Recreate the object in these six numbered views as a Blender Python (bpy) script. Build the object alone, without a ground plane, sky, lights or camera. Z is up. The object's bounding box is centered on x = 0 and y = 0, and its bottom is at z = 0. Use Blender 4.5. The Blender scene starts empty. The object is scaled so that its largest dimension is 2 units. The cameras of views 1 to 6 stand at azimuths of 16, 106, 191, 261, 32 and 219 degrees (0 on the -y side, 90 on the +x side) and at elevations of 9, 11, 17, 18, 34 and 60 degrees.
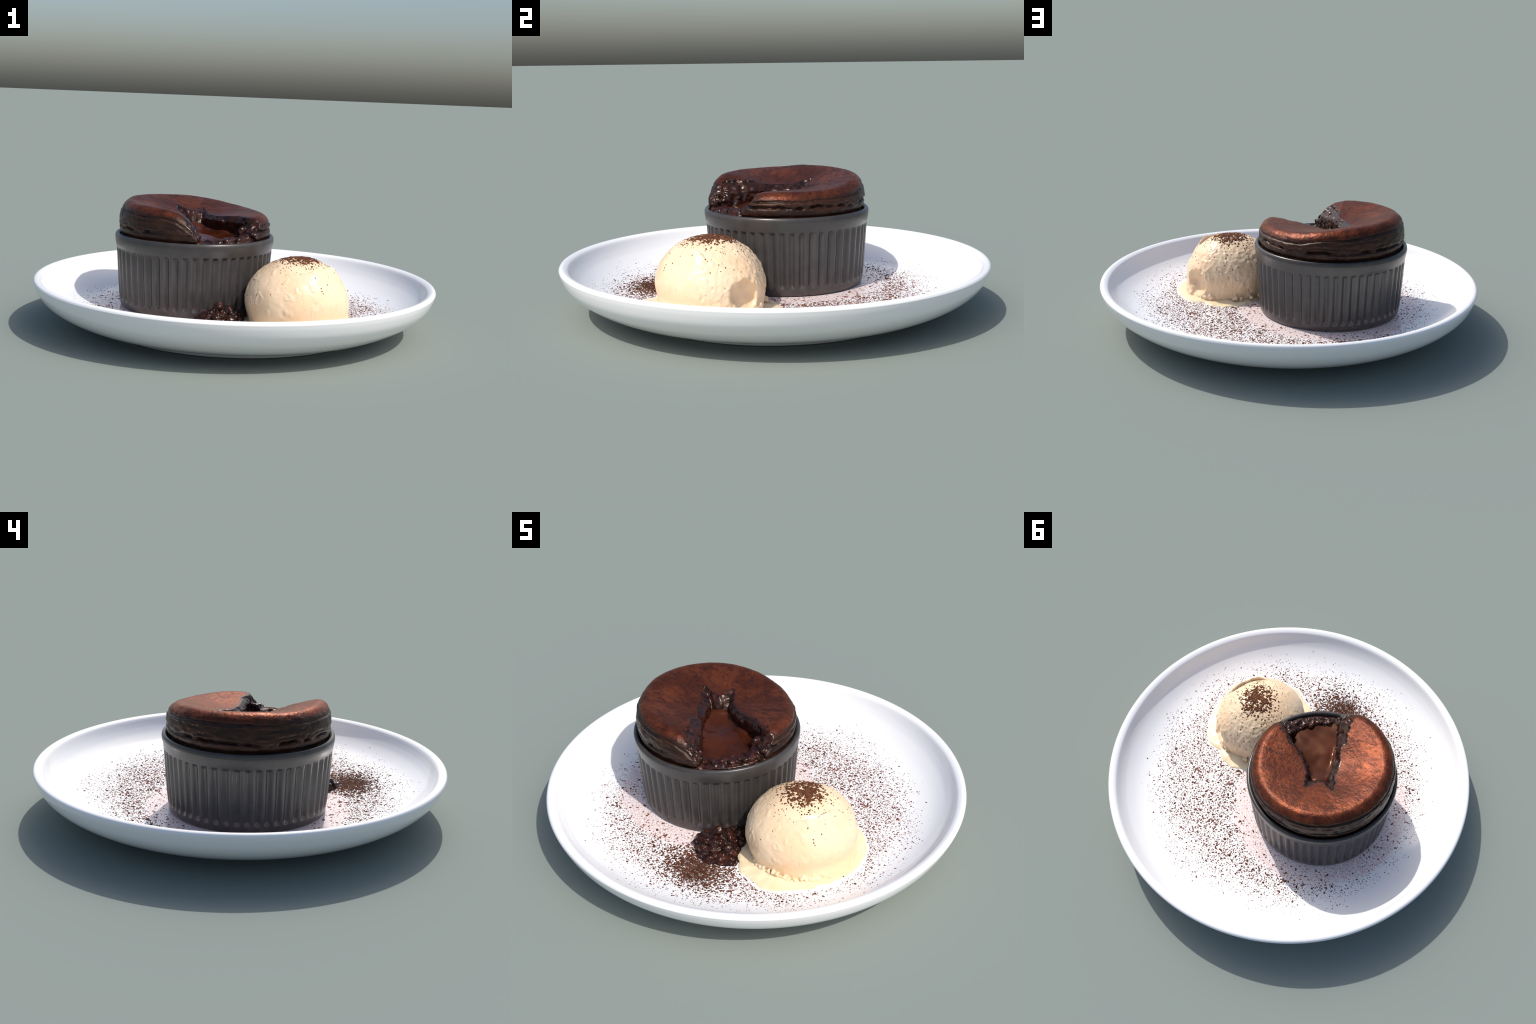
# Molten chocolate souffle in a fluted ramekin, a scoop of vanilla ice cream and a
# spoonful of cake crumb on a shallow white plate dusted with cocoa.
import bpy
import math
import random
import numpy as np

random.seed(7)
RNG = np.random.default_rng(7)
CX, CY = -0.2244, 0.0          # axis of the ramekin
FLOOR = 0.0832                 # height of the plate's well
SC = np.array([0.369, -0.189, 0.200])        # centre of the ice cream scoop
SA = np.array([0.260, 0.243, 0.203])         # its half axes
SROT = math.radians(55.4)                    # direction of its long axis


# ------------------------------------------------------------------ noise
def _hash(ix, iy, iz, seed):
    h = (ix * 374761393 + iy * 668265263 + iz * 1442695041 + seed * 974634757) & 0xFFFFFFFF
    h = ((h ^ (h >> 13)) * 1274126177) & 0xFFFFFFFF
    h = ((h ^ (h >> 16)) * 2246822519) & 0xFFFFFFFF
    return (h ^ (h >> 15)) & 0xFFFF


def perlin(p, seed=0):
    """Gradient noise, about -1..1, at points p (N,3)."""
    p = np.asarray(p, np.float64)
    i = np.floor(p).astype(np.int64)
    f = p - i
    w = f * f * f * (f * (f * 6 - 15) + 10)
    out = 0.0
    for dx in (0, 1):
        for dy in (0, 1):
            for dz in (0, 1):
                h = _hash(i[:, 0] + dx, i[:, 1] + dy, i[:, 2] + dz, seed)
                a = (h & 0xFF) * (2 * math.pi / 256)
                c = ((h >> 8) & 0xFF) / 127.5 - 1
                s = np.sqrt(np.maximum(0, 1 - c * c))
                g = s * np.cos(a) * (f[:, 0] - dx) + s * np.sin(a) * (f[:, 1] - dy) + c * (f[:, 2] - dz)
                k = (w[:, 0] if dx else 1 - w[:, 0]) * (w[:, 1] if dy else 1 - w[:, 1]) * (w[:, 2] if dz else 1 - w[:, 2])
                out = out + g * k
    return out * 1.5


def smooth01(x, a, b):
    t = np.clip((x - a) / (b - a), 0, 1)
    return t * t * (3 - 2 * t)


def smax(a, b, k):
    h = np.maximum(k - np.abs(a - b), 0) / k
    return np.maximum(a, b) + h * h * k * 0.25


def smin(a, b, k):
    return -smax(-a, -b, k)


def poly_sdf(x, y, poly):
    """Signed distance in the plane to a closed polygon, negative inside."""
    poly = np.asarray(poly)
    d = np.full(x.shape, 1e9)
    inside = np.zeros(x.shape, bool)
    for (x0, y0), (x1, y1) in zip(poly, np.roll(poly, -1, 0)):
        ex, ey = x1 - x0, y1 - y0
        t = np.clip(((x - x0) * ex + (y - y0) * ey) / (ex * ex + ey * ey + 1e-12), 0, 1)
        d = np.minimum(d, (x - x0 - t * ex) ** 2 + (y - y0 - t * ey) ** 2)
        c = (y0 > y) != (y1 > y)
        inside ^= c & (x < (x1 - x0) * (y - y0) / (y1 - y0 + 1e-12) + x0)
    d = np.sqrt(d)
    return np.where(inside, -d, d)


def spheres_sdf(lo, h, shape, centres, radii, k, margin=0.035):
    """Smooth union of balls on a grid, exact only near them."""
    D = np.full(shape, 0.2)
    lo = np.asarray(lo)
    for c, r in zip(centres, radii):
        a = np.maximum(np.floor((c - r - margin - lo) / h).astype(int), 0)
        b = np.minimum(np.ceil((c + r + margin - lo) / h).astype(int) + 1, shape)
        if (b <= a).any():
            continue
        g = [lo[i] + h * np.arange(a[i], b[i]) - c[i] for i in range(3)]
        q = np.sqrt((g[0] ** 2)[:, None, None] + (g[1] ** 2)[None, :, None] + (g[2] ** 2)[None, None, :]) - r
        w = (slice(a[0], b[0]), slice(a[1], b[1]), slice(a[2], b[2]))
        D[w] = smin(D[w], q, k)
    return D.ravel()


# ------------------------------------------------------------------ meshing
def grid(lo, hi, h):
    ax = [np.arange(a, b + h, h) for a, b in zip(lo, hi)]
    X, Y, Z = np.meshgrid(*ax, indexing="ij")
    return X, Y, Z


def surface_nets(F, lo, h):
    """Quads of the zero surface of the sampled field F."""
    S = F < 0
    nx, ny, nz = F.shape
    cells = np.zeros((nx - 1, ny - 1, nz - 1), np.int8)
    corners = [(a, b, c) for a in (0, 1) for b in (0, 1) for c in (0, 1)]
    for a, b, c in corners:
        cells += S[a:nx - 1 + a, b:ny - 1 + b, c:nz - 1 + c]
    act = (cells > 0) & (cells < 8)
    idx = np.full(act.shape, -1, np.int64)
    I = np.argwhere(act)
    idx[act] = np.arange(len(I))
    acc = np.zeros((len(I), 3))
    cnt = np.zeros(len(I))
    for a in corners:
        for ax in range(3):
            if a[ax]:
                continue
            b = list(a)
            b[ax] = 1
            fa = F[I[:, 0] + a[0], I[:, 1] + a[1], I[:, 2] + a[2]]
            fb = F[I[:, 0] + b[0], I[:, 1] + b[1], I[:, 2] + b[2]]
            m = (fa < 0) != (fb < 0)
            t = fa[m] / (fa[m] - fb[m])
            q = np.tile(np.array(a, float), (m.sum(), 1))
            q[:, ax] = t
            acc[m] += q
            cnt[m] += 1
    V = (I + acc / cnt[:, None]) * h + np.array(lo)
    quads = []
    for ax in range(3):
        u, v = (ax + 1) % 3, (ax + 2) % 3
        sl0 = [slice(None)] * 3
        sl1 = [slice(None)] * 3
        sl0[ax], sl1[ax] = slice(0, -1), slice(1, None)
        s0, s1 = S[tuple(sl0)], S[tuple(sl1)]
        E = np.argwhere(s0 != s1)
        E = E[(E[:, u] > 0) & (E[:, v] > 0) & (E[:, u] < F.shape[u] - 1) & (E[:, v] < F.shape[v] - 1)]
        flip = s1[E[:, 0], E[:, 1], E[:, 2]]
        def c(du, dv):
            q = E.copy()
            q[:, u] -= du
            q[:, v] -= dv
            return idx[q[:, 0], q[:, 1], q[:, 2]]
        Q = np.stack([c(1, 1), c(0, 1), c(0, 0), c(1, 0)], 1)
        Q[flip] = Q[flip][:, ::-1]
        quads.append(Q)
    return V, np.concatenate(quads)


def relax(V, Q, n=2, amount=0.5):
    i = np.concatenate([Q[:, a] for a in (0, 1, 2, 3)] * 2)
    j = np.concatenate([Q[:, (a + k) % 4] for k in (1, 3) for a in (0, 1, 2, 3)])
    cnt = np.maximum(np.bincount(i, minlength=len(V)), 1)[:, None]
    for _ in range(n):
        acc = np.stack([np.bincount(i, V[j, k], len(V)) for k in range(3)], 1)
        V = V + amount * (acc / cnt - V)
    return V


def mesh_object(name, V, F, mat, parent=None, loc=(0, 0, 0), smooth=True):
    V = np.asarray(V, np.float32)
    me = bpy.data.meshes.new(name)
    if isinstance(F, np.ndarray):
        n, k = F.shape
        me.vertices.add(len(V))
        me.vertices.foreach_set("co", V.ravel())
        me.loops.add(n * k)
        me.loops.foreach_set("vertex_index", F.astype(np.int32).ravel())
        me.polygons.add(n)
        me.polygons.foreach_set("loop_start", np.arange(0, n * k, k, dtype=np.int32))
        me.update(calc_edges=True)
    else:
        me.from_pydata(V.tolist(), [], F)
    me.validate()
    me.polygons.foreach_set("use_smooth", np.full(len(me.polygons), smooth))
    me.materials.append(mat)
    ob = bpy.data.objects.new(name, me)
    bpy.context.scene.collection.objects.link(ob)
    ob.location = loc
    if parent:
        ob.parent = parent
    return ob


def split_by_region(parts, V, Q, region, parent, loc):
    """One smooth surface given out as several objects that share border vertices and normals."""
    whole = mesh_object("whole", V, Q, parts[0][1])
    N = np.empty(len(V) * 3, np.float32)
    whole.data.vertices.foreach_get("normal", N)
    N = N.reshape(-1, 3)
    me = whole.data
    bpy.data.objects.remove(whole)
    bpy.data.meshes.remove(me)
    obs = []
    for k, (name, mat) in enumerate(parts):
        q = Q[region == k]
        used, inv = np.unique(q, return_inverse=True)
        ob = mesh_object(name, V[used], inv.reshape(-1, 4), mat, parent, loc)
        ob.data.normals_split_custom_set_from_vertices(N[used].tolist())
        obs.append(ob)
    return obs


def empty(name, label, category, loc=(0, 0, 0)):
    ob = bpy.data.objects.new(name, None)
    bpy.context.scene.collection.objects.link(ob)
    ob.location = loc
    ob["label"], ob["category"] = label, category
    return ob


def revolve(profile, n, radius_fn=None):
    """Surface of revolution, closed where the profile starts or ends on the axis."""
    th = np.arange(n) * 2 * math.pi / n
    V, rings = [], []
    for r, z in profile:
        if r < 1e-6:
            rings.append([len(V)])
            V.append((0, 0, z))
        else:
            rr = np.full(n, r) if radius_fn is None else radius_fn(r, z, th)
            rings.append(list(range(len(V), len(V) + n)))
            V += list(zip(rr * np.cos(th), rr * np.sin(th), np.full(n, z)))
    F = []
    for a, b in zip(rings, rings[1:]):
        for i in range(n):
            j = (i + 1) % n
            if len(a) == 1:
                F.append((a[0], b[j], b[i]))
            elif len(b) == 1:
                F.append((a[i], a[j], b[0]))
            else:
                F.append((a[i], a[j], b[j], b[i]))
    return np.array(V), F


def spline(points, per=8):
    """Catmull-Rom through the points of a profile."""
    p = np.array(points, float)
    p = np.vstack([2 * p[0] - p[1], p, 2 * p[-1] - p[-2]])
    out = []
    for i in range(1, len(p) - 2):
        for t in np.arange(per) / per:
            a, b, c, d = p[i - 1:i + 3]
            out.append(0.5 * (2 * b + (c - a) * t + (2 * a - 5 * b + 4 * c - d) * t * t + (3 * b - a - 3 * c + d) * t ** 3))
    out.append(p[-2])
    return np.array(out)


# ------------------------------------------------------------------ materials
class Mat:
    def __init__(self, name):
        self.m = bpy.data.materials.new(name)
        self.m.use_nodes = True
        self.t = self.m.node_tree
        self.b = self.t.nodes["Principled BSDF"]
        self.co = self.t.nodes.new("ShaderNodeTexCoord").outputs["Object"]

    def link(self, a, b):
        self.t.links.new(a, b)

    def put(self, sock, v):
        if isinstance(v, bpy.types.NodeSocket):
            self.link(v, sock)
        elif isinstance(v, (tuple, list)) and sock.type == "RGBA" and len(v) == 3:
            sock.default_value = (*v, 1)
        else:
            sock.default_value = v

    def set(self, **kw):
        for k, v in kw.items():
            self.put(self.b.inputs[k.replace("_", " ")], v)
        return self

    def math(self, op, a, b=0.0, c=None):
        n = self.t.nodes.new("ShaderNodeMath")
        n.operation = op
        self.put(n.inputs[0], a)
        self.put(n.inputs[1], b)
        if c is not None:
            self.put(n.inputs[2], c)
        return n.outputs[0]

    def vmath(self, op, a, b=(0, 0, 0), out=0):
        n = self.t.nodes.new("ShaderNodeVectorMath")
        n.operation = op
        self.put(n.inputs[0], a)
        if op != "LENGTH" and op != "NORMALIZE":
            if op == "SCALE":
                self.put(n.inputs["Scale"], b)
            else:
                self.put(n.inputs[1], b)
        return n.outputs["Value"] if out == 1 else n.outputs[0]

    def sep(self, v):
        n = self.t.nodes.new("ShaderNodeSeparateXYZ")
        self.put(n.inputs[0], v)
        return n.outputs

    def comb(self, x, y, z):
        n = self.t.nodes.new("ShaderNodeCombineXYZ")
        for s, v in zip(n.inputs, (x, y, z)):
            self.put(s, v)
        return n.outputs[0]

    def noise(self, scale, detail=3, rough=0.55, vec=None, dist=0.0):
        n = self.t.nodes.new("ShaderNodeTexNoise")
        self.put(n.inputs["Vector"], vec or self.co)
        n.inputs["Scale"].default_value = scale
        n.inputs["Detail"].default_value = detail
        n.inputs["Roughness"].default_value = rough
        n.inputs["Distortion"].default_value = dist
        return n.outputs["Fac"]

    def voronoi(self, scale, vec=None, feature="F1"):
        n = self.t.nodes.new("ShaderNodeTexVoronoi")
        n.feature = feature
        self.put(n.inputs["Vector"], vec or self.co)
        n.inputs["Scale"].default_value = scale
        return n.outputs["Distance"]

    def step(self, x, a, b, lo=0.0, hi=1.0):
        n = self.t.nodes.new("ShaderNodeMapRange")
        n.interpolation_type = "SMOOTHSTEP"
        for s, v in zip(n.inputs, (x, a, b, lo, hi)):
            self.put(s, v)
        return n.outputs[0]

    def mix(self, f, a, b):
        n = self.t.nodes.new("ShaderNodeMix")
        n.data_type = "RGBA"
        self.put(n.inputs[0], f)
        self.put(n.inputs[6], a)
        self.put(n.inputs[7], b)
        return n.outputs[2]

    def bump(self, height, strength=0.3, distance=0.01, normal=None):
        n = self.t.nodes.new("ShaderNodeBump")
        n.inputs["Strength"].default_value = strength
        n.inputs["Distance"].default_value = distance
        self.put(n.inputs["Height"], height)
        if normal:
            self.put(n.inputs["Normal"], normal)
        self.link(n.outputs[0], self.b.inputs["Normal"])
        return n.outputs[0]


def mat_porcelain():
    m = Mat("white_porcelain")
    x, y, z = m.sep(m.co)
    dx = m.math("SUBTRACT", x, CX)
    rc = m.vmath("LENGTH", m.comb(dx, y, 0.0), out=1)
    rp = m.vmath("LENGTH", m.comb(m.math("SUBTRACT", x, 0.02), m.math("ADD", y, 0.03), 0.0), out=1)
    inside = m.step(z, 0.07, 0.08)                      # powder lies in the well only
    well = m.math("MULTIPLY", inside, m.step(rp, 0.82, 0.60))
    # rosy film of melted cocoa in a ring around the ramekin
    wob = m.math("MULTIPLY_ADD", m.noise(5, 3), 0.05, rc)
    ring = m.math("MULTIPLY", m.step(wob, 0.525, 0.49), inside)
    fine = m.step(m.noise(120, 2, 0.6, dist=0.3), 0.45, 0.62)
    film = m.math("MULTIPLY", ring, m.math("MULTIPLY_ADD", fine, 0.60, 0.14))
    # finest dust between the grains
    dust = m.math("MULTIPLY", well, m.step(m.noise(150, 2, 0.6), 0.52, 0.72, 0.0, 0.5))
    # a heavier smear of cocoa beside the crumb
    px = m.math("SUBTRACT", x, 0.055)
    py = m.math("ADD", y, 0.575)
    rpz = m.vmath("LENGTH", m.comb(px, m.math("MULTIPLY", py, 1.15), 0.0), out=1)
    smear = m.step(m.math("MULTIPLY_ADD", m.noise(62, 3, 0.65, dist=0.5), 0.42, rpz), 0.350, 0.265)
    smear = m.math("MULTIPLY", smear, inside)
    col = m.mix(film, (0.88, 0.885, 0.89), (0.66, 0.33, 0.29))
    col = m.mix(dust, col, (0.48, 0.29, 0.25))
    col = m.mix(m.math("MULTIPLY", smear, 0.72), col, (0.080, 0.026, 0.011))
    rough = m.math("MAXIMUM", m.math("MULTIPLY", smear, 0.75), m.math("MULTIPLY_ADD", well, 0.10, 0.13))
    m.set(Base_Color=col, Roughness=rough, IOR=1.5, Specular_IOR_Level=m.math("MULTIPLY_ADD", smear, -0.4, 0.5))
    return m.m


def mat_stoneware():
    m = Mat("charcoal_stoneware")
    n1 = m.noise(14, 4, 0.6)
    streak = m.noise(9, 3, 0.55)
    col = m.mix(m.step(n1, 0.35, 0.7), (0.038, 0.035, 0.034), (0.052, 0.046, 0.044))
    z = m.sep(m.co)[2]
    dusty = m.math("MULTIPLY", m.step(z, 0.21, 0.10), m.step(m.noise(30, 4, 0.65), 0.35, 0.65))
    col = m.mix(m.math("MULTIPLY", dusty, 0.45), col, (0.105, 0.070, 0.068))
    m.set(Base_Color=col, Roughness=m.step(streak, 0.25, 0.75, 0.27, 0.33), IOR=1.5)
    m.bump(m.noise(45, 2), 0.02, 0.004)
    return m.m


def mat_crust():
    m = Mat("baked_cocoa_crust")
    x, y, z = m.sep(m.co)
    flat = m.comb(x, y, 0.0)
    r = m.vmath("LENGTH", flat, out=1)
    # height above the tilted plane of the shoulder
    plane = m.math("ADD", m.math("MULTIPLY_ADD", x, -0.08, 0.594), m.math("MULTIPLY", y, -0.014))
    h = m.math("SUBTRACT", z, plane)
    wob = m.math("MULTIPLY_ADD", m.noise(22, 4, 0.6), 0.03, -0.015)
    hh = m.math("ADD", h, wob)
    edge = m.math("MAXIMUM", m.step(hh, -0.040, -0.012), m.step(m.math("ADD", r, wob), 0.352, 0.325))
    # streaks that run outwards over the top
    dirn = m.vmath("SCALE", m.vmath("NORMALIZE", flat), 5.5)
    rad = m.noise(1.0, 4, 0.7, vec=m.vmath("ADD", m.vmath("MULTIPLY", dirn, (1.6, 1.6, 1)), m.comb(0.0, 0.0, m.math("MULTIPLY", r, 7.0))))
    skew = m.noise(38, 3, 0.6, vec=m.vmath("MULTIPLY", m.co, (0.55, 1.5, 1.0)), dist=0.6)
    mott = m.noise(9, 4, 0.6)
    pits = m.step(m.noise(70, 3, 0.7), 0.56, 0.66)
    top = m.mix(m.step(mott, 0.35, 0.65), (0.082, 0.022, 0.012), (0.172, 0.044, 0.019))
    top = m.mix(m.step(rad, 0.42, 0.72, 0.0, 0.5), top, (0.052, 0.016, 0.011))
    top = m.mix(m.step(skew, 0.50, 0.68, 0.0, 0.7), top, (0.036, 0.013, 0.012))
    top = m.mix(m.math("MULTIPLY", pits, 0.8), top, (0.024, 0.010, 0.010))
    top = m.mix(m.step(m.math("ADD", r, wob), 0.24, 0.10, 0.0, 0.45), top, (0.050, 0.016, 0.012))
    band = m.noise(1.0, 4, 0.6, vec=m.vmath("MULTIPLY", m.co, (5, 5, 60)))
    blot = m.noise(13, 4, 0.6)
    side = m.mix(m.step(band, 0.35, 0.68), (0.014, 0.008, 0.007), (0.046, 0.018, 0.011))
    side = m.mix(m.step(blot, 0.50, 0.72, 0.0, 0.7), side, (0.062, 0.022, 0.012))
    col = m.mix(edge, side, top)
    m.set(Base_Color=col, Roughness=m.step(skew, 0.3, 0.7, 0.27, 0.40), IOR=1.45, Metallic=m.math("MULTIPLY_ADD", edge, 0.36, 0.08),
          Specular_Tint=m.mix(edge, (1, 0.85, 0.75), (1.0, 0.58, 0.44)), Specular_IOR_Level=m.math("MULTIPLY_ADD", edge, 0.10, 0.32))
    hgt = m.math("ADD", m.noise(95, 4, 0.65), m.math("MULTIPLY", band, 0.5))
    m.bump(hgt, 0.34, 0.006)
    return m.m


def mat_crumb():
    m = Mat("moist_cake_crumb")
    n = m.noise(45, 4, 0.6)
    col = m.mix(m.step(n, 0.35, 0.68), (0.011, 0.005, 0.004), (0.040, 0.012, 0.008))
    col = m.mix(m.step(m.noise(20, 3), 0.55, 0.7, 0, 0.6), col, (0.085, 0.023, 0.012))
    m.set(Base_Color=col, Roughness=0.24, IOR=1.5, Specular_IOR_Level=0.34, Specular_Tint=(1.0, 0.85, 0.78))
    m.bump(m.noise(70, 3, 0.55), 0.18, 0.005)
    return m.m


def mat_sauce():
    m = Mat("molten_chocolate")
    n = m.noise(7, 3, 0.5)
    col = m.mix(m.step(n, 0.35, 0.7), (0.032, 0.0075, 0.003), (0.062, 0.015, 0.006))
    m.set(Base_Color=col, Roughness=0.13, IOR=1.40, Specular_Tint=(1.0, 0.55, 0.38))
    return m.m


def mat_cream(name, base, deep):
    m = Mat(name)
    n = m.noise(6, 4, 0.55)
    col = m.mix(m.step(n, 0.35, 0.7), base, deep)
    fl = m.step(m.noise(85, 2, 0.5), 0.70, 0.75)
    col = m.mix(m.math("MULTIPLY", fl, 0.6), col, (0.30, 0.20, 0.11))
    m.set(Base_Color=col, Roughness=0.30, IOR=1.42, Subsurface_Weight=0.12,
          Subsurface_Radius=(0.02, 0.012, 0.006), Subsurface_Scale=0.6)
    m.bump(m.noise(55, 4, 0.6), 0.12, 0.006)
    return m.m


def mat_cocoa(name, a, b):
    m = Mat(name)
    col = m.mix(m.step(m.noise(60, 2), 0.4, 0.62), a, b)
    m.set(Base_Color=col, Roughness=0.8, IOR=1.25)
    return m.m


# ------------------------------------------------------------------ plate
WELL = spline([(0.0, FLOOR), (0.35, FLOOR), (0.50, FLOOR + 0.0003), (0.60, 0.0850), (0.68, 0.0900), (0.75, 0.0985), (0.81, 0.1130), (0.86, 0.1335),
               (0.905, 0.1635), (0.930, 0.190), (0.944, 0.211), (0.953, 0.2275)])
RIM = spline([(0.953, 0.2275), (0.960, 0.2372), (0.972, 0.2440), (0.984, 0.2465), (0.995, 0.2420), (1.0, 0.2330)], 5)
OUTER = spline([(1.0, 0.2330), (0.992, 0.206), (0.975, 0.170), (0.948, 0.138), (0.910, 0.108), (0.86, 0.079), (0.80, 0.054),
                (0.73, 0.033), (0.685, 0.024), (0.665, 0.019)])
FOOT = np.array([(0.659, 0.012), (0.655, 0.004), (0.648, 0.0), (0.625, 0.0), (0.617, 0.004), (0.608, 0.016), (0.45, 0.016), (0.0, 0.016)])


def well_z(r):
    return np.interp(r, WELL[:, 0], WELL[:, 1])


PUDDLE = [(0.668, -0.267), (0.671, -0.179), (0.655, -0.085), (0.632, -0.035), (0.589, 0.028), (0.536, 0.075), (0.489, 0.083),
          (0.447, 0.082), (0.411, 0.113), (0.363, 0.120), (0.305, 0.114), (0.262, 0.095), (0.21, 0.045), (0.175, -0.02),
          (0.155, -0.10), (0.125, -0.19), (0.112, -0.27), (0.120, -0.345), (0.158, -0.415), (0.205, -0.475), (0.281, -0.509),
          (0.367, -0.540), (0.421, -0.529), (0.504, -0.484), (0.579, -0.424), (0.629, -0.359)]
LUMP = [(-0.078, -0.375), (-0.062, -0.440), (-0.010, -0.492), (0.050, -0.520), (0.100, -0.503), (0.155, -0.484), (0.182, -0.458),
        (0.182, -0.432), (0.156, -0.395), (0.140, -0.345), (0.128, -0.285), (0.110, -0.215), (0.075, -0.200), (0.0, -0.30)]


def build_plate():
    prof = np.vstack([WELL[:-1], RIM[:-1], OUTER, FOOT])
    V, F = revolve(prof[::-1], 256)
    plate = mesh_object("dinner_plate", V, F, mat_porcelain())
    plate["label"] = "shallow round white plate dusted with cocoa powder"
    plate["category"] = "plate"
    return plate


def specks(name, P, N, rad, mat, parent, height=0.35, seed=1, loc=(0, 0, 0)):
    """Many irregular low grains, joined: one flat dome per point."""
    rng = np.random.default_rng(seed)
    n, k = len(P), 7
    ref = np.where(np.abs(N[:, 2:]) < 0.9, [[0, 0, 1.0]], [[1.0, 0, 0]])
    T = np.cross(N, ref)
    T /= np.linalg.norm(T, axis=1)[:, None]
    B = np.cross(N, T)
    ang = rng.uniform(0, 2 * math.pi, n)
    T, B = np.cos(ang)[:, None] * T + np.sin(ang)[:, None] * B, np.cos(ang)[:, None] * B - np.sin(ang)[:, None] * T
    el = rng.uniform(0.8, 1.4, n)
    V = np.empty((n, 2 * k + 1, 3))
    for i in range(k):
        a = 2 * math.pi * i / k
        w = rng.uniform(0.65, 1.3, n) * rad
        u, v = np.cos(a) * w * el, np.sin(a) * w / el
        V[:, i] = P + u[:, None] * T + v[:, None] * B - 0.0008 * N
        V[:, k + i] = P + 0.62 * (u[:, None] * T + v[:, None] * B) + (height * 0.75 * rad)[:, None] * N
    V[:, 2 * k] = P + (height * rad)[:, None] * N
    f = []
    for i in range(k):
        j = (i + 1) % k
        f += [(i, j, k + j), (i, k + j, k + i), (k + i, k + j, 2 * k)]
    F = (np.arange(n)[:, None, None] * (2 * k + 1) + np.array(f)[None]).reshape(-1, 3)
    ob = mesh_object(name, V.reshape(-1, 3), F, mat, parent, loc)
    ob["kind"] = "stuff"
    return ob


def build_dust(plate):
    rng = np.random.default_rng(11)
    step = 0.0104
    gx, gy = np.meshgrid(np.arange(-0.88, 0.88, step), np.arange(-0.88, 0.88, step * 0.866))
    gx = gx + 0.5 * step * (np.arange(gx.shape[0]) % 2)[:, None]
    x = (gx + rng.uniform(-0.42, 0.42, gx.shape) * step).ravel() + 0.02
    y = (gy + rng.uniform(-0.42, 0.42, gy.shape) * step).ravel() - 0.03
    r = np.hypot(x - 0.02, y + 0.03)
    n = len(x)
    p3 = np.stack([x, y, np.zeros(n)], 1)
    edge = 1 - smooth01(r + 0.05 * perlin(p3 * 6, 3), 0.62, 0.87)
    d = edge * (0.80 + 0.24 * perlin(p3 * 7, 4)) * (0.95 + 0.2 * perlin(p3 * 36, 5))
    rc = np.hypot(x - CX, y - CY)
    d *= 0.22 + 0.78 * smooth01(rc + 0.02 * perlin(p3 * 14, 6), 0.47, 0.50)
    belt = np.exp(-((rc - 0.535) / 0.05) ** 2)
    d *= 1 + 0.55 * belt
    patch = np.exp(-(((x - 0.055) / 0.12) ** 2 + ((y + 0.575) / 0.095) ** 2))
    d = d * (1 - 0.9 * np.clip(patch * 1.3, 0, 1))
    d[rc < 0.378] = 0
    d[poly_sdf(x, y, PUDDLE) < 0.004] *= 0.02
    d[poly_sdf(x, y, PUDDLE) < -0.05] = 0
    d[poly_sdf(x, y, LUMP) < -0.01] = 0
    keep = rng.random(n) < np.clip(d * 1.15, 0, 0.95)
    x, y, r = x[keep], y[keep], r[keep]
    m = len(x)
    rad = 0.0035 * np.exp(rng.normal(0, 0.32, m)) * (1.12 - 0.45 * smooth01(r, 0.55, 0.85))
    rp = np.hypot(x, y)
    P = np.stack([x, y, well_z(rp)], 1)
    N = np.tile([0, 0, 1.0], (m, 1))
    specks("cocoa_powder", P, N, rad, mat_cocoa("cocoa_powder", (0.120, 0.045, 0.030), (0.230, 0.098, 0.072)), plate, 0.35, 3)
    # coarser flecks, mostly in the belt around the ramekin and in the smear
    big = rng.random(m) < 0.010 * (1 + 3 * np.exp(-((np.hypot(x - CX, y) - 0.53) / 0.06) ** 2))
    big &= r < 0.72
    k = 1700
    px, py = 0.050 + rng.normal(0, 0.085, k), -0.570 + rng.normal(0, 0.062, k)
    ok = (poly_sdf(px, py, LUMP) > -0.005) & (poly_sdf(px, py, PUDDLE) > 0.003) & (np.hypot(px, py) < 0.86)
    Q = np.stack([px, py, well_z(np.hypot(px, py))], 1)[ok]
    P, N = np.vstack([P[big], Q]), np.tile([0, 0, 1.0], (big.sum() + len(Q), 1))
    specks("cocoa_fleck", P, N, np.concatenate([rng.uniform(0.005, 0.0085, big.sum()), rng.uniform(0.003, 0.0062, len(Q))]),
           mat_cocoa("cocoa_fleck", (0.060, 0.021, 0.011), (0.105, 0.040, 0.021)), plate, 0.5, 4)


# ------------------------------------------------------------------ ramekin
RIBS = 52
RIB_DRIFT = [(0, 5.2), (30, 4.4), (60, 5.0), (80, 6.4), (105, 5.8), (130, 3.4), (142, 3.6), (165, 5.2), (195, 4.3), (245, 6.6), (330, 6.2), (360, 5.2)]


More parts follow.
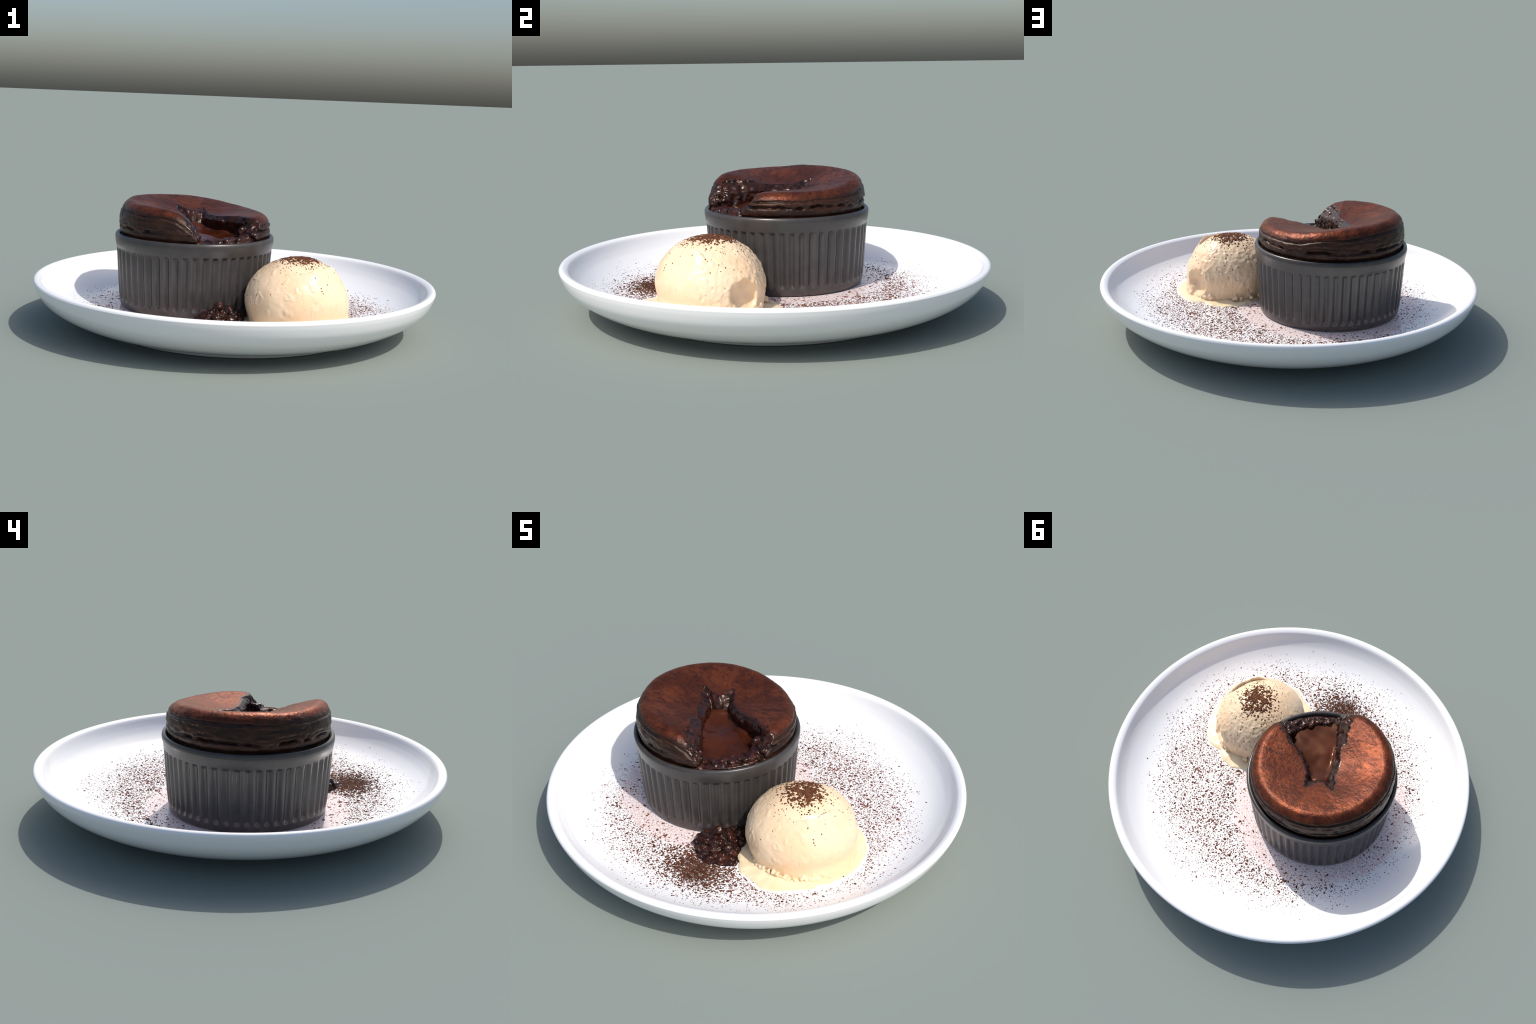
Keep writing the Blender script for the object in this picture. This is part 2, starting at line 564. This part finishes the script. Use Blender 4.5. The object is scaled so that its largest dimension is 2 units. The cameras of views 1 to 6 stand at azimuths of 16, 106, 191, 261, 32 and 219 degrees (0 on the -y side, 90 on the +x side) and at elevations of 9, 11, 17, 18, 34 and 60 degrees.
def build_ramekin(parent):
    out = spline([(0.0, FLOOR + 0.001), (0.30, FLOOR + 0.001)], 2)
    side = spline([(0.356, FLOOR + 0.001), (0.3665, 0.0895), (0.3715, 0.100), (0.3735, 0.112), (0.3750, 0.128), (0.3785, 0.17), (0.3845, 0.26),
                   (0.3885, 0.33), (0.3915, 0.375), (0.3935, 0.388), (0.3965, 0.402), (0.3995, 0.420), (0.4010, 0.434)], 7)
    lip = spline([(0.4010, 0.434), (0.4000, 0.445), (0.3955, 0.4530), (0.3880, 0.4555), (0.3805, 0.4520), (0.3755, 0.4430), (0.3725, 0.425),
                  (0.3690, 0.38), (0.3650, 0.33)], 6)
    prof = np.vstack([out, side[:-1], lip, [(0.355, 0.318), (0.20, 0.315), (0.0, 0.315)]])

    def radius(r, z, th):
        if not (0.105 < z < 0.40) or r < 0.37:
            return np.full(len(th), r)
        amp = 0.0115 * smooth01(z, 0.116, 0.142) * (1 - smooth01(z, 0.374, 0.390))
        dr = np.array(RIB_DRIFT)
        c = 0.5 + 0.5 * np.cos(RIBS * (th - np.radians(np.interp(np.degrees(th) % 360, dr[:, 0], dr[:, 1]))))
        return r - amp * (c ** 1.25 - 0.10)
    V, F = revolve(prof, RIBS * 14, radius)
    return mesh_object("ramekin", V, F, mat_stoneware(), parent)


# ------------------------------------------------------------------ souffle
CREST = [(-180, .622), (-160, .614), (-140, .611), (-120, .609), (-105, .606), (-95, .602), (-85, .586), (-78, .563), (-72, .534),
         (-66, .488), (-55, .48), (-25, .48), (-18, .520), (-12, .550), (-5, .560), (0, .562), (15, .564), (30, .564), (45, .566),
         (60, .570), (75, .580), (90, .592), (105, .603), (120, .612), (140, .617), (160, .621), (180, .622)]
# outline of the torn opening, at the crust and at the level of the sauce (plate coordinates)
TOP_CUT = [(-0.13, -0.46), (-0.150, -0.335), (-0.180, -0.288), (-0.225, -0.197), (-0.247, -0.120), (-0.315, -0.040), (-0.332, 0.030),
           (-0.362, 0.097), (-0.315, 0.082), (-0.277, 0.095), (-0.242, 0.162), (-0.205, 0.118), (-0.172, 0.098), (-0.139, 0.062),
           (-0.060, 0.018), (0.000, 0.004), (0.080, -0.040), (0.105, -0.048), (0.25, -0.02)]
MID_CUT = [(-0.10, -0.46), (-0.126, -0.328), (-0.142, -0.272), (-0.170, -0.214), (-0.206, -0.148), (-0.257, -0.058), (-0.280, 0.000),
           (-0.304, 0.062), (-0.275, 0.064), (-0.248, 0.072), (-0.226, 0.118), (-0.200, 0.088), (-0.166, 0.038), (-0.120, 0.016),
           (-0.070, -0.004), (0.000, -0.024), (0.056, -0.046), (0.090, -0.062), (0.25, -0.075)]
LOW_CUT = [(-0.06, -0.46), (-0.094, -0.320), (-0.124, -0.274), (-0.158, -0.222), (-0.212, -0.147), (-0.255, -0.064), (-0.268, -0.018),
           (-0.280, 0.035), (-0.254, 0.050), (-0.234, 0.060), (-0.212, 0.078), (-0.188, 0.070), (-0.160, 0.042), (-0.112, 0.018),
           (-0.055, 0.000), (0.002, -0.014), (0.040, -0.035), (0.070, -0.090), (0.24, -0.175)]
SAUCE_Z = 0.474


def build_souffle(parent):
    h = 0.004
    lo, hi = (-0.41, -0.41, 0.385), (0.41, 0.41, 0.650)
    X, Y, Z = grid(lo, hi, h)
    shape = X.shape
    x, y, z = X.ravel(), Y.ravel(), Z.ravel()
    r = np.hypot(x, y) + 1e-9
    th = np.degrees(np.arctan2(y, x))
    ca = np.array(CREST)
    crest = np.interp(th, ca[:, 0], ca[:, 1])
    ring = np.stack([np.cos(np.radians(th)), np.sin(np.radians(th)), np.zeros_like(th)], 1)
    # dished top that rises to a rounded shoulder
    zc = 0.540
    t = np.minimum(r / 0.315, 1)
    ztop = zc + (crest + 0.003 - zc) * (0.5 * t ** 1.5 + 0.25 - 0.25 * np.cos(math.pi * t)) - 4.5 * np.maximum(r - 0.315, 0) ** 2
    # bulging wall, stepped in layers
    k = (z - 0.45) / (np.maximum(crest, 0.53) - 0.45)
    R = np.interp(k, [-0.6, -0.15, -0.05, 0.04, 0.105, 0.2, 0.32, 0.5, 0.7, 0.88, 1.0, 1.2],
                  [0.3740, 0.3740, 0.3735, 0.3715, 0.3775, 0.3815, 0.382, 0.381, 0.376, 0.369, 0.360, 0.35])
    R -= 0.008 * np.exp(-((th + 74) / 9) ** 2) * smooth01(z, 0.49, 0.53)
    band = (np.abs(r - R) < 0.03) & (z > 0.41)
    bp = ring[band]
    w1 = perlin(bp * 2.6 + [0, 0, 3.1], 21)
    w2 = perlin(bp * 9 + [0, 0, 7.7], 22)
    w3 = perlin(bp * 24 + [0, 0, 1.7], 23)
    zb, cb = z[band], crest[band]
    g1 = 0.4960 + 0.012 * w1 + 0.007 * w2 + 0.003 * w3
    back = 1 - np.exp(-(((th[band] + 78) / 22) ** 2))         # the layers close up towards the torn tip
    a1 = 0.019 * smooth01(w1 * 0.5 + w2, -0.75, 0.25) * back
    g2 = cb - 0.040 + 0.008 * w1 + 0.003 * w2
    g3 = 0.52 + 0.02 * w1 - 0.006 * w2
    g4 = cb - 0.058 + 0.010 * w2
    cut = a1 * np.exp(-((zb - g1) / 0.0055) ** 2) + 0.007 * np.exp(-((zb - g2) / 0.0035) ** 2) + 0.003 * smooth01(zb, g2 - 0.003, g2 + 0.001)
    cut += 0.005 * smooth01(w2, -0.2, 0.5) * np.exp(-((zb - g3) / 0.0045) ** 2) + 0.004 * smooth01(-w2, -0.2, 0.5) * np.exp(-((zb - g4) / 0.004) ** 2)
    q = np.stack([bp[:, 0] * 7, bp[:, 1] * 7, zb * 70], 1)
    cut += 0.0024 * perlin(q, 24) + 0.0016 * perlin(q * [2.5, 2.5, 2], 25)
    lower = smooth01(-zb, -g1 + 0.002, -g1 + 0.008)      # the base layer stands a little back
    cut += 0.002 * lower
    R[band] -= cut
    body = smax(r - R, (z - ztop) * 0.92, 0.030)
    # gentle lumps on the top
    near = np.abs(body) < 0.014
    P = np.stack([x, y, z], 1)
    body[near] += 0.0016 * perlin(P[near] * 11, 26) + 0.0007 * perlin(P[near] * 60, 27)

    # torn opening
    top = np.array(TOP_CUT) - [CX, CY]
    mid = np.array(MID_CUT) - [CX, CY]
    low = np.array(LOW_CUT) - [CX, CY]
    carve = np.empty(shape)
    x2, y2 = X[:, :, 0].ravel(), Y[:, :, 0].ravel()
    zs = Z[0, 0]
    box = (x2 > -0.20) & (y2 < 0.22)
    tp = np.stack([x2[box], y2[box], np.full(box.sum(), 0.37)], 1)
    tear = 0.009 * perlin(tp / 0.062, 28) + 0.006 * perlin(tp / 0.027, 29)      # ragged, not knife-cut
    for i, zz in enumerate(zs):
        u = np.interp(zz, [SAUCE_Z, 0.526, 0.568], [0, 1, 2])      # the lip droops inward below the crust
        cut_line = low + (mid - low) * u if u < 1 else mid + (top - mid) * (u - 1)
        row = np.full(len(x2), 0.1)
        row[box] = poly_sdf(x2[box], y2[box], cut_line) + tear * (0.6 + 0.4 * min(u, 1))
        carve[:, :, i] = row.reshape(shape[:2])
    carve = carve.ravel()
    near = (np.abs(carve) < 0.035) & (body < 0.03) & (z > 0.43)
    pn = P[near]
    rough = 0.55 + 0.6 * smooth01(r[near], 0.16, 0.30)
    bub = np.abs(perlin(pn / 0.024, 31))
    carve[near] += rough * (0.011 * perlin(pn / 0.034, 30) + (0.009 + 0.008 * smooth01(r[near], 0.18, 0.28)) * (0.30 - bub) + 0.0025 * perlin(pn / 0.011, 32)) + 0.004
    carve[near] -= 0.005 * (1 - smooth01(np.abs(z[near] - ztop[near] + 0.006), 0, 0.012))   # rounded lip
    floor = 0.452 - z
    cutter = smax(carve, floor, 0.01)
    solid = smax(body, -cutter, 0.008)

    # crumbs heaped along the broken front and at the right end
    rng = np.random.default_rng(41)
    cs, rs = [], []
    for _ in range(150):
        u = rng.random() ** 0.8
        a = math.radians(-64 + 46 * u)
        rr = rng.uniform(0.306 - 0.012 * u, 0.346)
        cs.append((rr * math.cos(a), rr * math.sin(a), 0.446 + 0.013 * u + rng.uniform(-0.007, 0.005)))
        rs.append(rng.choice([0.008, 0.012, 0.017]))
    for _ in range(80):
        u = rng.random()
        a = math.radians(-11 - 16 * u + rng.uniform(-3, 3))
        rr = rng.uniform(0.272 + 0.03 * u, 0.350)
        cs.append((rr * math.cos(a), rr * math.sin(a), 0.452 + (1 - u) ** 1.8 * rng.uniform(0.02, 0.085)))
        rs.append(rng.choice([0.009, 0.013, 0.019]))
    for _ in range(40):          # along the foot of the left wall
        u = rng.random()
        px, py = (1 - u) * np.array([-0.10, -0.315]) + u * np.array([-0.225, -0.135]) - [CX, CY]
        cs.append((px + rng.uniform(-0.014, 0.003), py + rng.uniform(-0.01, 0.01), 0.458 + rng.uniform(0, 0.045)))
        rs.append(rng.choice([0.008, 0.012, 0.017]))
    heap = spheres_sdf(lo, h, shape, np.array(cs), np.array(rs), 0.006)
    near = heap < 0.02
    heap[near] += 0.007 * perlin(P[near] / 0.024, 34) + 0.003 * perlin(P[near] / 0.011, 35)
    heap = smax(heap, r - 0.371, 0.006)
    solid = smin(solid, heap, 0.004)

    Fd = solid.reshape(shape)
    Fd[:, :, 0] = np.maximum(Fd[:, :, 0], 0.002)
    V, Q = surface_nets(Fd, lo, h)
    V = relax(V, Q, 1, 0.4)
    C = V[Q].mean(1)
    ix = np.clip(np.round((C - np.array(lo)) / h).astype(int), 0, np.array(shape) - 1)
    flat = np.ravel_multi_index(ix.T, shape)
    wob = 0.004 * perlin(C * 60, 33)
    torn = (cutter[flat] + wob < 0.0110) | ((heap[flat] < 0.004) & (C[:, 2] < 0.57))
    split_by_region([("crust", mat_crust()), ("torn_crumb", mat_crumb())], V, Q, torn.astype(int), parent, (0, 0, 0))

    # pool of molten chocolate
    n = 150
    gx, gy = np.meshgrid(np.linspace(-0.14, 0.37, n), np.linspace(-0.37, 0.17, n), indexing="ij")
    gx, gy = gx.ravel(), gy.ravel()
    d = poly_sdf(gx, gy, low)
    g3 = np.stack([gx, gy, np.zeros_like(gx)], 1)
    zz = SAUCE_Z - 0.002 + 0.0050 * perlin(g3 * 8, 51) + 0.0022 * perlin(g3 * 19, 52)
    zz -= 0.016 * smooth01(gx * 0.72 - gy * 0.69, 0.10, 0.30)       # runs down towards the broken front
    zz += 0.010 * np.exp(-(np.maximum(-d - 0.002, 0) / 0.014) ** 2) * smooth01(0.25 - np.hypot(gx + 0.02, gy - 0.03), 0, 0.1)
    zz += 0.018 * np.exp(-(((gx + 0.04) / 0.06) ** 2 + ((gy - 0.06) / 0.05) ** 2))
    keep = (d < 0.024) & (np.hypot(gx, gy) < 0.325)
    idx = np.arange(n * n).reshape(n, n)
    Q = np.stack([idx[:-1, :-1], idx[1:, :-1], idx[1:, 1:], idx[:-1, 1:]], -1).reshape(-1, 4)
    Q = Q[keep[Q].all(1)]
    used, inv = np.unique(Q, return_inverse=True)
    T = np.stack([gx, gy, zz], 1)[used]
    Q = inv.reshape(-1, 4)
    Bm = T.copy()
    Bm[:, 2] = 0.445
    m = len(T)
    e = np.concatenate([Q[:, [i, (i + 1) % 4]] for i in range(4)])
    key = {}
    for a, b in e:
        key[(a, b)] = True
    rim = np.array([(a, b) for a, b in key if (b, a) not in key])
    wall = np.stack([rim[:, 1], rim[:, 0], rim[:, 0] + m, rim[:, 1] + m], 1)
    mesh_object("molten_chocolate", np.vstack([T, Bm]), np.vstack([Q, Q[:, ::-1] + m, wall]), mat_sauce(), parent)


# ------------------------------------------------------------------ ice cream
def build_ice_cream():
    top = empty("ice_cream_scoop", "round scoop of vanilla ice cream melting into a puddle", "ice cream", (SC[0], SC[1], FLOOR))
    h = 0.0036
    lo, hi = (-0.33, -0.33, 0.084 - FLOOR), (0.33, 0.33, 0.43 - FLOOR)
    X, Y, Z = grid(lo, hi, h)
    P = np.stack([X.ravel(), Y.ravel(), Z.ravel()], 1)
    W = P + [SC[0], SC[1], FLOOR]                      # plate coordinates
    c, s = math.cos(SROT), math.sin(SROT)
    q = W - SC
    qz = q[:, 2]
    tap = 1 - 0.07 * np.clip(-qz / 0.11, 0, 1) ** 1.5   # a little narrower at the foot
    lz = np.where(qz < 0, 0.45, 1.0)
    L = np.stack([(q[:, 0] * c + q[:, 1] * s) / tap, (-q[:, 0] * s + q[:, 1] * c) / tap, qz * lz], 1)
    kk = np.linalg.norm(L / SA, axis=1)
    d = (kk - 1) * 0.225
    u = q / (np.linalg.norm(q, axis=1)[:, None] + 1e-9)
    face = u @ np.array([0.83, 0.42, 0.37])              # the far side is flattened
    d += 0.012 * np.exp(-(np.arccos(np.clip(face, -1, 1)) / 0.50) ** 2)
    for dx, dy, dz, w, am in ((-0.10, 0.94, 0.32, 0.50, 0.012), (0.68, -0.60, 0.42, 0.40, 0.008)):
        d += am * np.exp(-(np.arccos(np.clip(u @ np.array([dx, dy, dz]), -1, 1)) / w) ** 2)
    az = np.degrees(np.arctan2(q[:, 1], q[:, 0]))
    skirt = np.interp(az, [-180, -95, -65, -45, -15, 10, 50, 90, 120, 180], [0, 0, 0.018, 0.038, 0.044, 0.034, 0.024, 0.012, 0, 0])
    d -= skirt * np.clip(1 - (W[:, 2] - FLOOR) / 0.075, 0, 1) ** 1.7 * (np.abs(d) < 0.10)      # melting foot
    near = np.abs(d) < 0.032
    pn = W[near]
    rough = 0.35 + smooth01(pn[:, 1], -0.25, -0.08)
    ridge = perlin(pn * [26, 26, 17] + 5.1, 60)
    d[near] -= 0.0022 * smooth01(ridge, 0.30, 0.52) * (1 - smooth01(ridge, 0.52, 0.60)) * (pn[:, 2] < 0.36)   # torn drag marks
    d[near] += 0.004 * perlin(pn * 9, 61) + rough * (0.0022 * perlin(pn * [45, 45, 30], 62) + 0.0014 * perlin(pn * 90, 63))
    # little pits and pocks on the back
    pk = perlin(pn * [38, 38, 26] + 3.3, 64)
    d[near] += rough * 0.0045 * smooth01(pk, 0.45, 0.75)
    # a curled flap along a curve on the shoulder
    path = spline([(0.395, -0.345), (0.455, -0.322), (0.492, -0.288), (0.500, -0.258), (0.520, -0.215), (0.535, -0.170), (0.552, -0.125)], 4)
    dist = np.full(near.sum(), 1.0)
    sgn = np.zeros(near.sum())
    along = np.zeros(near.sum())
    for i, (a, b) in enumerate(zip(path, path[1:])):
        e = b - a
        t = np.clip(((pn[:, :2] - a) @ e) / (e @ e), 0, 1)
        off = pn[:, :2] - a - t[:, None] * e
        dd = np.hypot(off[:, 0], off[:, 1])
        m = dd < dist
        dist[m] = dd[m]
        sgn[m] = (e[0] * off[m, 1] - e[1] * off[m, 0])
        along[m] = (i + t[m]) / (len(path) - 1)
    outer = sgn < 0
    high = smooth01(pn[:, 2], 0.25, 0.30)
    fade = smooth01(along, 0.0, 0.25) * (1 - smooth01(along, 0.80, 1.0))
    lift = 0.018 * np.exp(-(dist / 0.028) ** 2) * outer - 0.007 * np.exp(-(dist / 0.026) ** 2) * ~outer * (1 - 0.6 * smooth01(along, 0.4, 0.55))
    d[near] -= lift * fade * high * (0.8 + 0.5 * perlin(pn * 22, 65))
    # scooped-out hollow low on the far right
    out = np.array([math.cos(math.radians(57)), math.sin(math.radians(57)), 0])
    tan = np.array([-out[1], out[0], 0])
    hc = np.array([0.523, 0.024, 0.175])
    v = W - hc
    e = np.stack([v @ tan / 0.082, v @ out / 0.052, v[:, 2] / 0.080], 1)
    n2 = (np.abs(d) < 0.06) & (np.abs(v).max(1) < 0.13)
    e[n2] += 0.16 * np.stack([perlin(W[n2] * 24, 66), perlin(W[n2] * 24, 67), perlin(W[n2] * 24, 68)], 1)
    hol = (np.linalg.norm(e, axis=1) - 1) * 0.055
    d = smax(d, -hol, 0.006)
    # beads, lumps and a flare where it meets the plate
    rng = np.random.default_rng(71)
    cs, rs = [], []
    for a in np.linspace(-118, -22, 44):
        ar = math.radians(a + rng.uniform(-3, 3))
        cs.append((SC[0] + 0.243 * math.cos(ar), SC[1] + 0.250 * math.sin(ar), 0.092 + rng.uniform(0, 0.022)))
        rs.append(rng.uniform(0.004, 0.009))
    for _ in range(16):
        ar = math.radians(rng.uniform(20, 150))
        cs.append((SC[0] + 0.245 * math.cos(ar), SC[1] + 0.245 * math.sin(ar), 0.100 + rng.uniform(0, 0.015)))
        rs.append(rng.uniform(0.006, 0.016))
    extra = spheres_sdf(lo, h, X.shape, np.array(cs) - [SC[0], SC[1], FLOOR], np.array(rs), 0.006)
    n3 = extra < 0.02
    extra[n3] += 0.008 * perlin(W[n3] / 0.015, 69)
    d = smin(d, extra, 0.014)
    F = d.reshape(X.shape)
    F[:, :, 0] = np.maximum(F[:, :, 0], 0.002)
    V, Q = surface_nets(F, lo, h)
    V = relax(V, Q, 1, 0.4)
    cream = mat_cream("vanilla_ice_cream", (0.88, 0.68, 0.46), (0.85, 0.60, 0.37))
    scoop = mesh_object("scoop", V, Q, cream, top)

    # melted puddle
    h = 0.004
    lo, hi = (-0.30, -0.39, -0.004), (0.34, 0.35, 0.040)
    X, Y, Z = grid(lo, hi, h)
    sh = X.shape
    x2, y2 = X[:, :, 0].ravel() + SC[0], Y[:, :, 0].ravel() + SC[1]
    p2 = np.stack([x2, y2, np.zeros_like(x2)], 1)
    edge = poly_sdf(x2, y2, PUDDLE) + 0.010 * perlin(p2 * 17, 81) + 0.006 * perlin(p2 * 45, 82)
    thick = 0.008 * np.sqrt(np.clip(-edge / 0.022, 0, 1)) + 0.009 * smooth01(-edge, 0.02, 0.10) + 0.003 * perlin(p2 * 20, 83) * smooth01(-edge, 0, 0.02)
    fld = np.maximum(Z.reshape(-1, sh[2]) - thick[:, None], edge[:, None] * 0.5).reshape(sh)
    fld[:, :, 0] = np.maximum(fld[:, :, 0], 0.002)
    V2, Q2 = surface_nets(fld, lo, h)
    V2 = relax(V2, Q2, 2, 0.5)
    mesh_object("melted_puddle", V2, Q2, mat_cream("melted_vanilla", (0.88, 0.74, 0.50), (0.86, 0.68, 0.43)), top)

    # cocoa sifted over the crown
    me = scoop.data
    N = np.empty(len(V) * 3, np.float32)
    me.vertices.foreach_get("normal", N)
    N = N.reshape(-1, 3)
    Wv = V + [SC[0], SC[1], FLOOR]
    rng = np.random.default_rng(91)
    dd = np.hypot(Wv[:, 0] - 0.366, Wv[:, 1] + 0.180)
    patchy = perlin(Wv * 46, 92)
    dens = 0.20 * np.exp(-(dd / 0.068) ** 2) * np.clip(1 + 1.5 * patchy, 0, 3) + 0.085 * np.exp(-(dd / 0.105) ** 2) * (1 + 0.9 * patchy) \
        + 0.006 * np.exp(-(((Wv[:, 0] - 0.30) / 0.15) ** 2 + ((Wv[:, 1] + 0.14) / 0.16) ** 2))
    ok = (N[:, 2] > 0.2) & (Wv[:, 2] > 0.2)
    pick = ok & (rng.random(len(V)) < np.clip(dens, 0, 1))
    m = pick.sum()
    rad = rng.uniform(0.0028, 0.0078, m) * (1.15 - 0.6 * smooth01(dd[pick], 0.05, 0.16))
    specks("cocoa_dusting", V[pick], N[pick].astype(float), rad, mat_cocoa("cocoa_dusting", (0.085, 0.030, 0.015), (0.150, 0.058, 0.026)), top, 0.45, 5)


# ------------------------------------------------------------------ crumb
def build_crumb():
    base = np.array([0.060, -0.420, FLOOR])
    top = empty("cake_crumb", "glossy heap of moist dark chocolate cake crumbs", "cake crumb", tuple(base))
    rng = np.random.default_rng(101)
    h = 0.0030
    lo, hi = (-0.17, -0.17, -0.004), (0.19, 0.25, 0.125)
    X, Y, Z = grid(lo, hi, h)
    P = np.stack([X.ravel(), Y.ravel(), Z.ravel()], 1)
    W = P + base
    lx, ly = np.array(LUMP)[:, 0], np.array(LUMP)[:, 1]
    cs, rs = [], []
    tries = 0
    while len(cs) < 150 and tries < 6000:
        tries += 1
        px, py = rng.uniform(lx.min(), lx.max()), rng.uniform(ly.min(), ly.max())
        ed = -poly_sdf(np.array([px]), np.array([py]), LUMP)[0]
        if ed < 0.006 or math.hypot(px - CX, py - CY) < 0.385:
            continue
        peak = math.exp(-(((px - 0.018) / 0.098) ** 2 + ((py + 0.362) / 0.082) ** 2))
        gap = math.exp(-(((px - 0.080) / 0.065) ** 2 + ((py + 0.290) / 0.070) ** 2))
        hmax = min(0.015 + 0.084 * max(peak, 0.40 * gap), 0.020 + 1.4 * ed) * (1 - 0.5 * float(smooth01(-py, 0.44, 0.51)))
        s = rng.choice([0.010, 0.016, 0.026], p=[0.45, 0.35, 0.2]) * rng.uniform(0.8, 1.2)
        s = min(s, ed + 0.006, 0.35 * hmax + 0.006)
        cs.append((px, py, FLOOR + max(0.004, hmax * rng.uniform(0.35, 1.0) - s * 0.4)))
        rs.append(s)
    d = spheres_sdf(lo, h, X.shape, np.array(cs) - base, np.array(rs), 0.005)
    # core that holds the heap together
    ed = -poly_sdf(W[:, 0], W[:, 1], LUMP)
    peak = np.exp(-(((W[:, 0] - 0.018) / 0.098) ** 2 + ((W[:, 1] + 0.362) / 0.082) ** 2))
    gap = np.exp(-(((W[:, 0] - 0.080) / 0.065) ** 2 + ((W[:, 1] + 0.290) / 0.070) ** 2))
    hm = (1 - 0.4 * smooth01(-W[:, 1], 0.44, 0.51)) * np.minimum(0.011 + 0.070 * np.maximum(peak, 0.35 * gap), 0.008 + 1.0 * ed)
    d = smin(d, np.maximum(P[:, 2] - hm, -ed) * 0.7, 0.006)
    near = np.abs(d) < 0.02
    pn = W[near]
    d[near] += 0.006 * perlin(pn / 0.024, 102) + 0.0022 * perlin(pn / 0.010, 103)
    d = smax(d, 0.379 - np.hypot(W[:, 0] - CX, W[:, 1] - CY), 0.004)
    F = d.reshape(X.shape)
    F[:, :, 0] = np.maximum(F[:, :, 0], 0.002)
    V, Q = surface_nets(F, lo, h)
    ob = mesh_object("crumb", V, Q, mat_crumb(), top)
    ob["kind"] = "stuff"


plate = build_plate()
build_dust(plate)
pot = empty("chocolate_souffle", "torn molten chocolate souffle in a dark fluted ramekin", "dessert", (CX, CY, 0))
build_ramekin(pot)
build_souffle(pot)
build_ice_cream()
build_crumb()
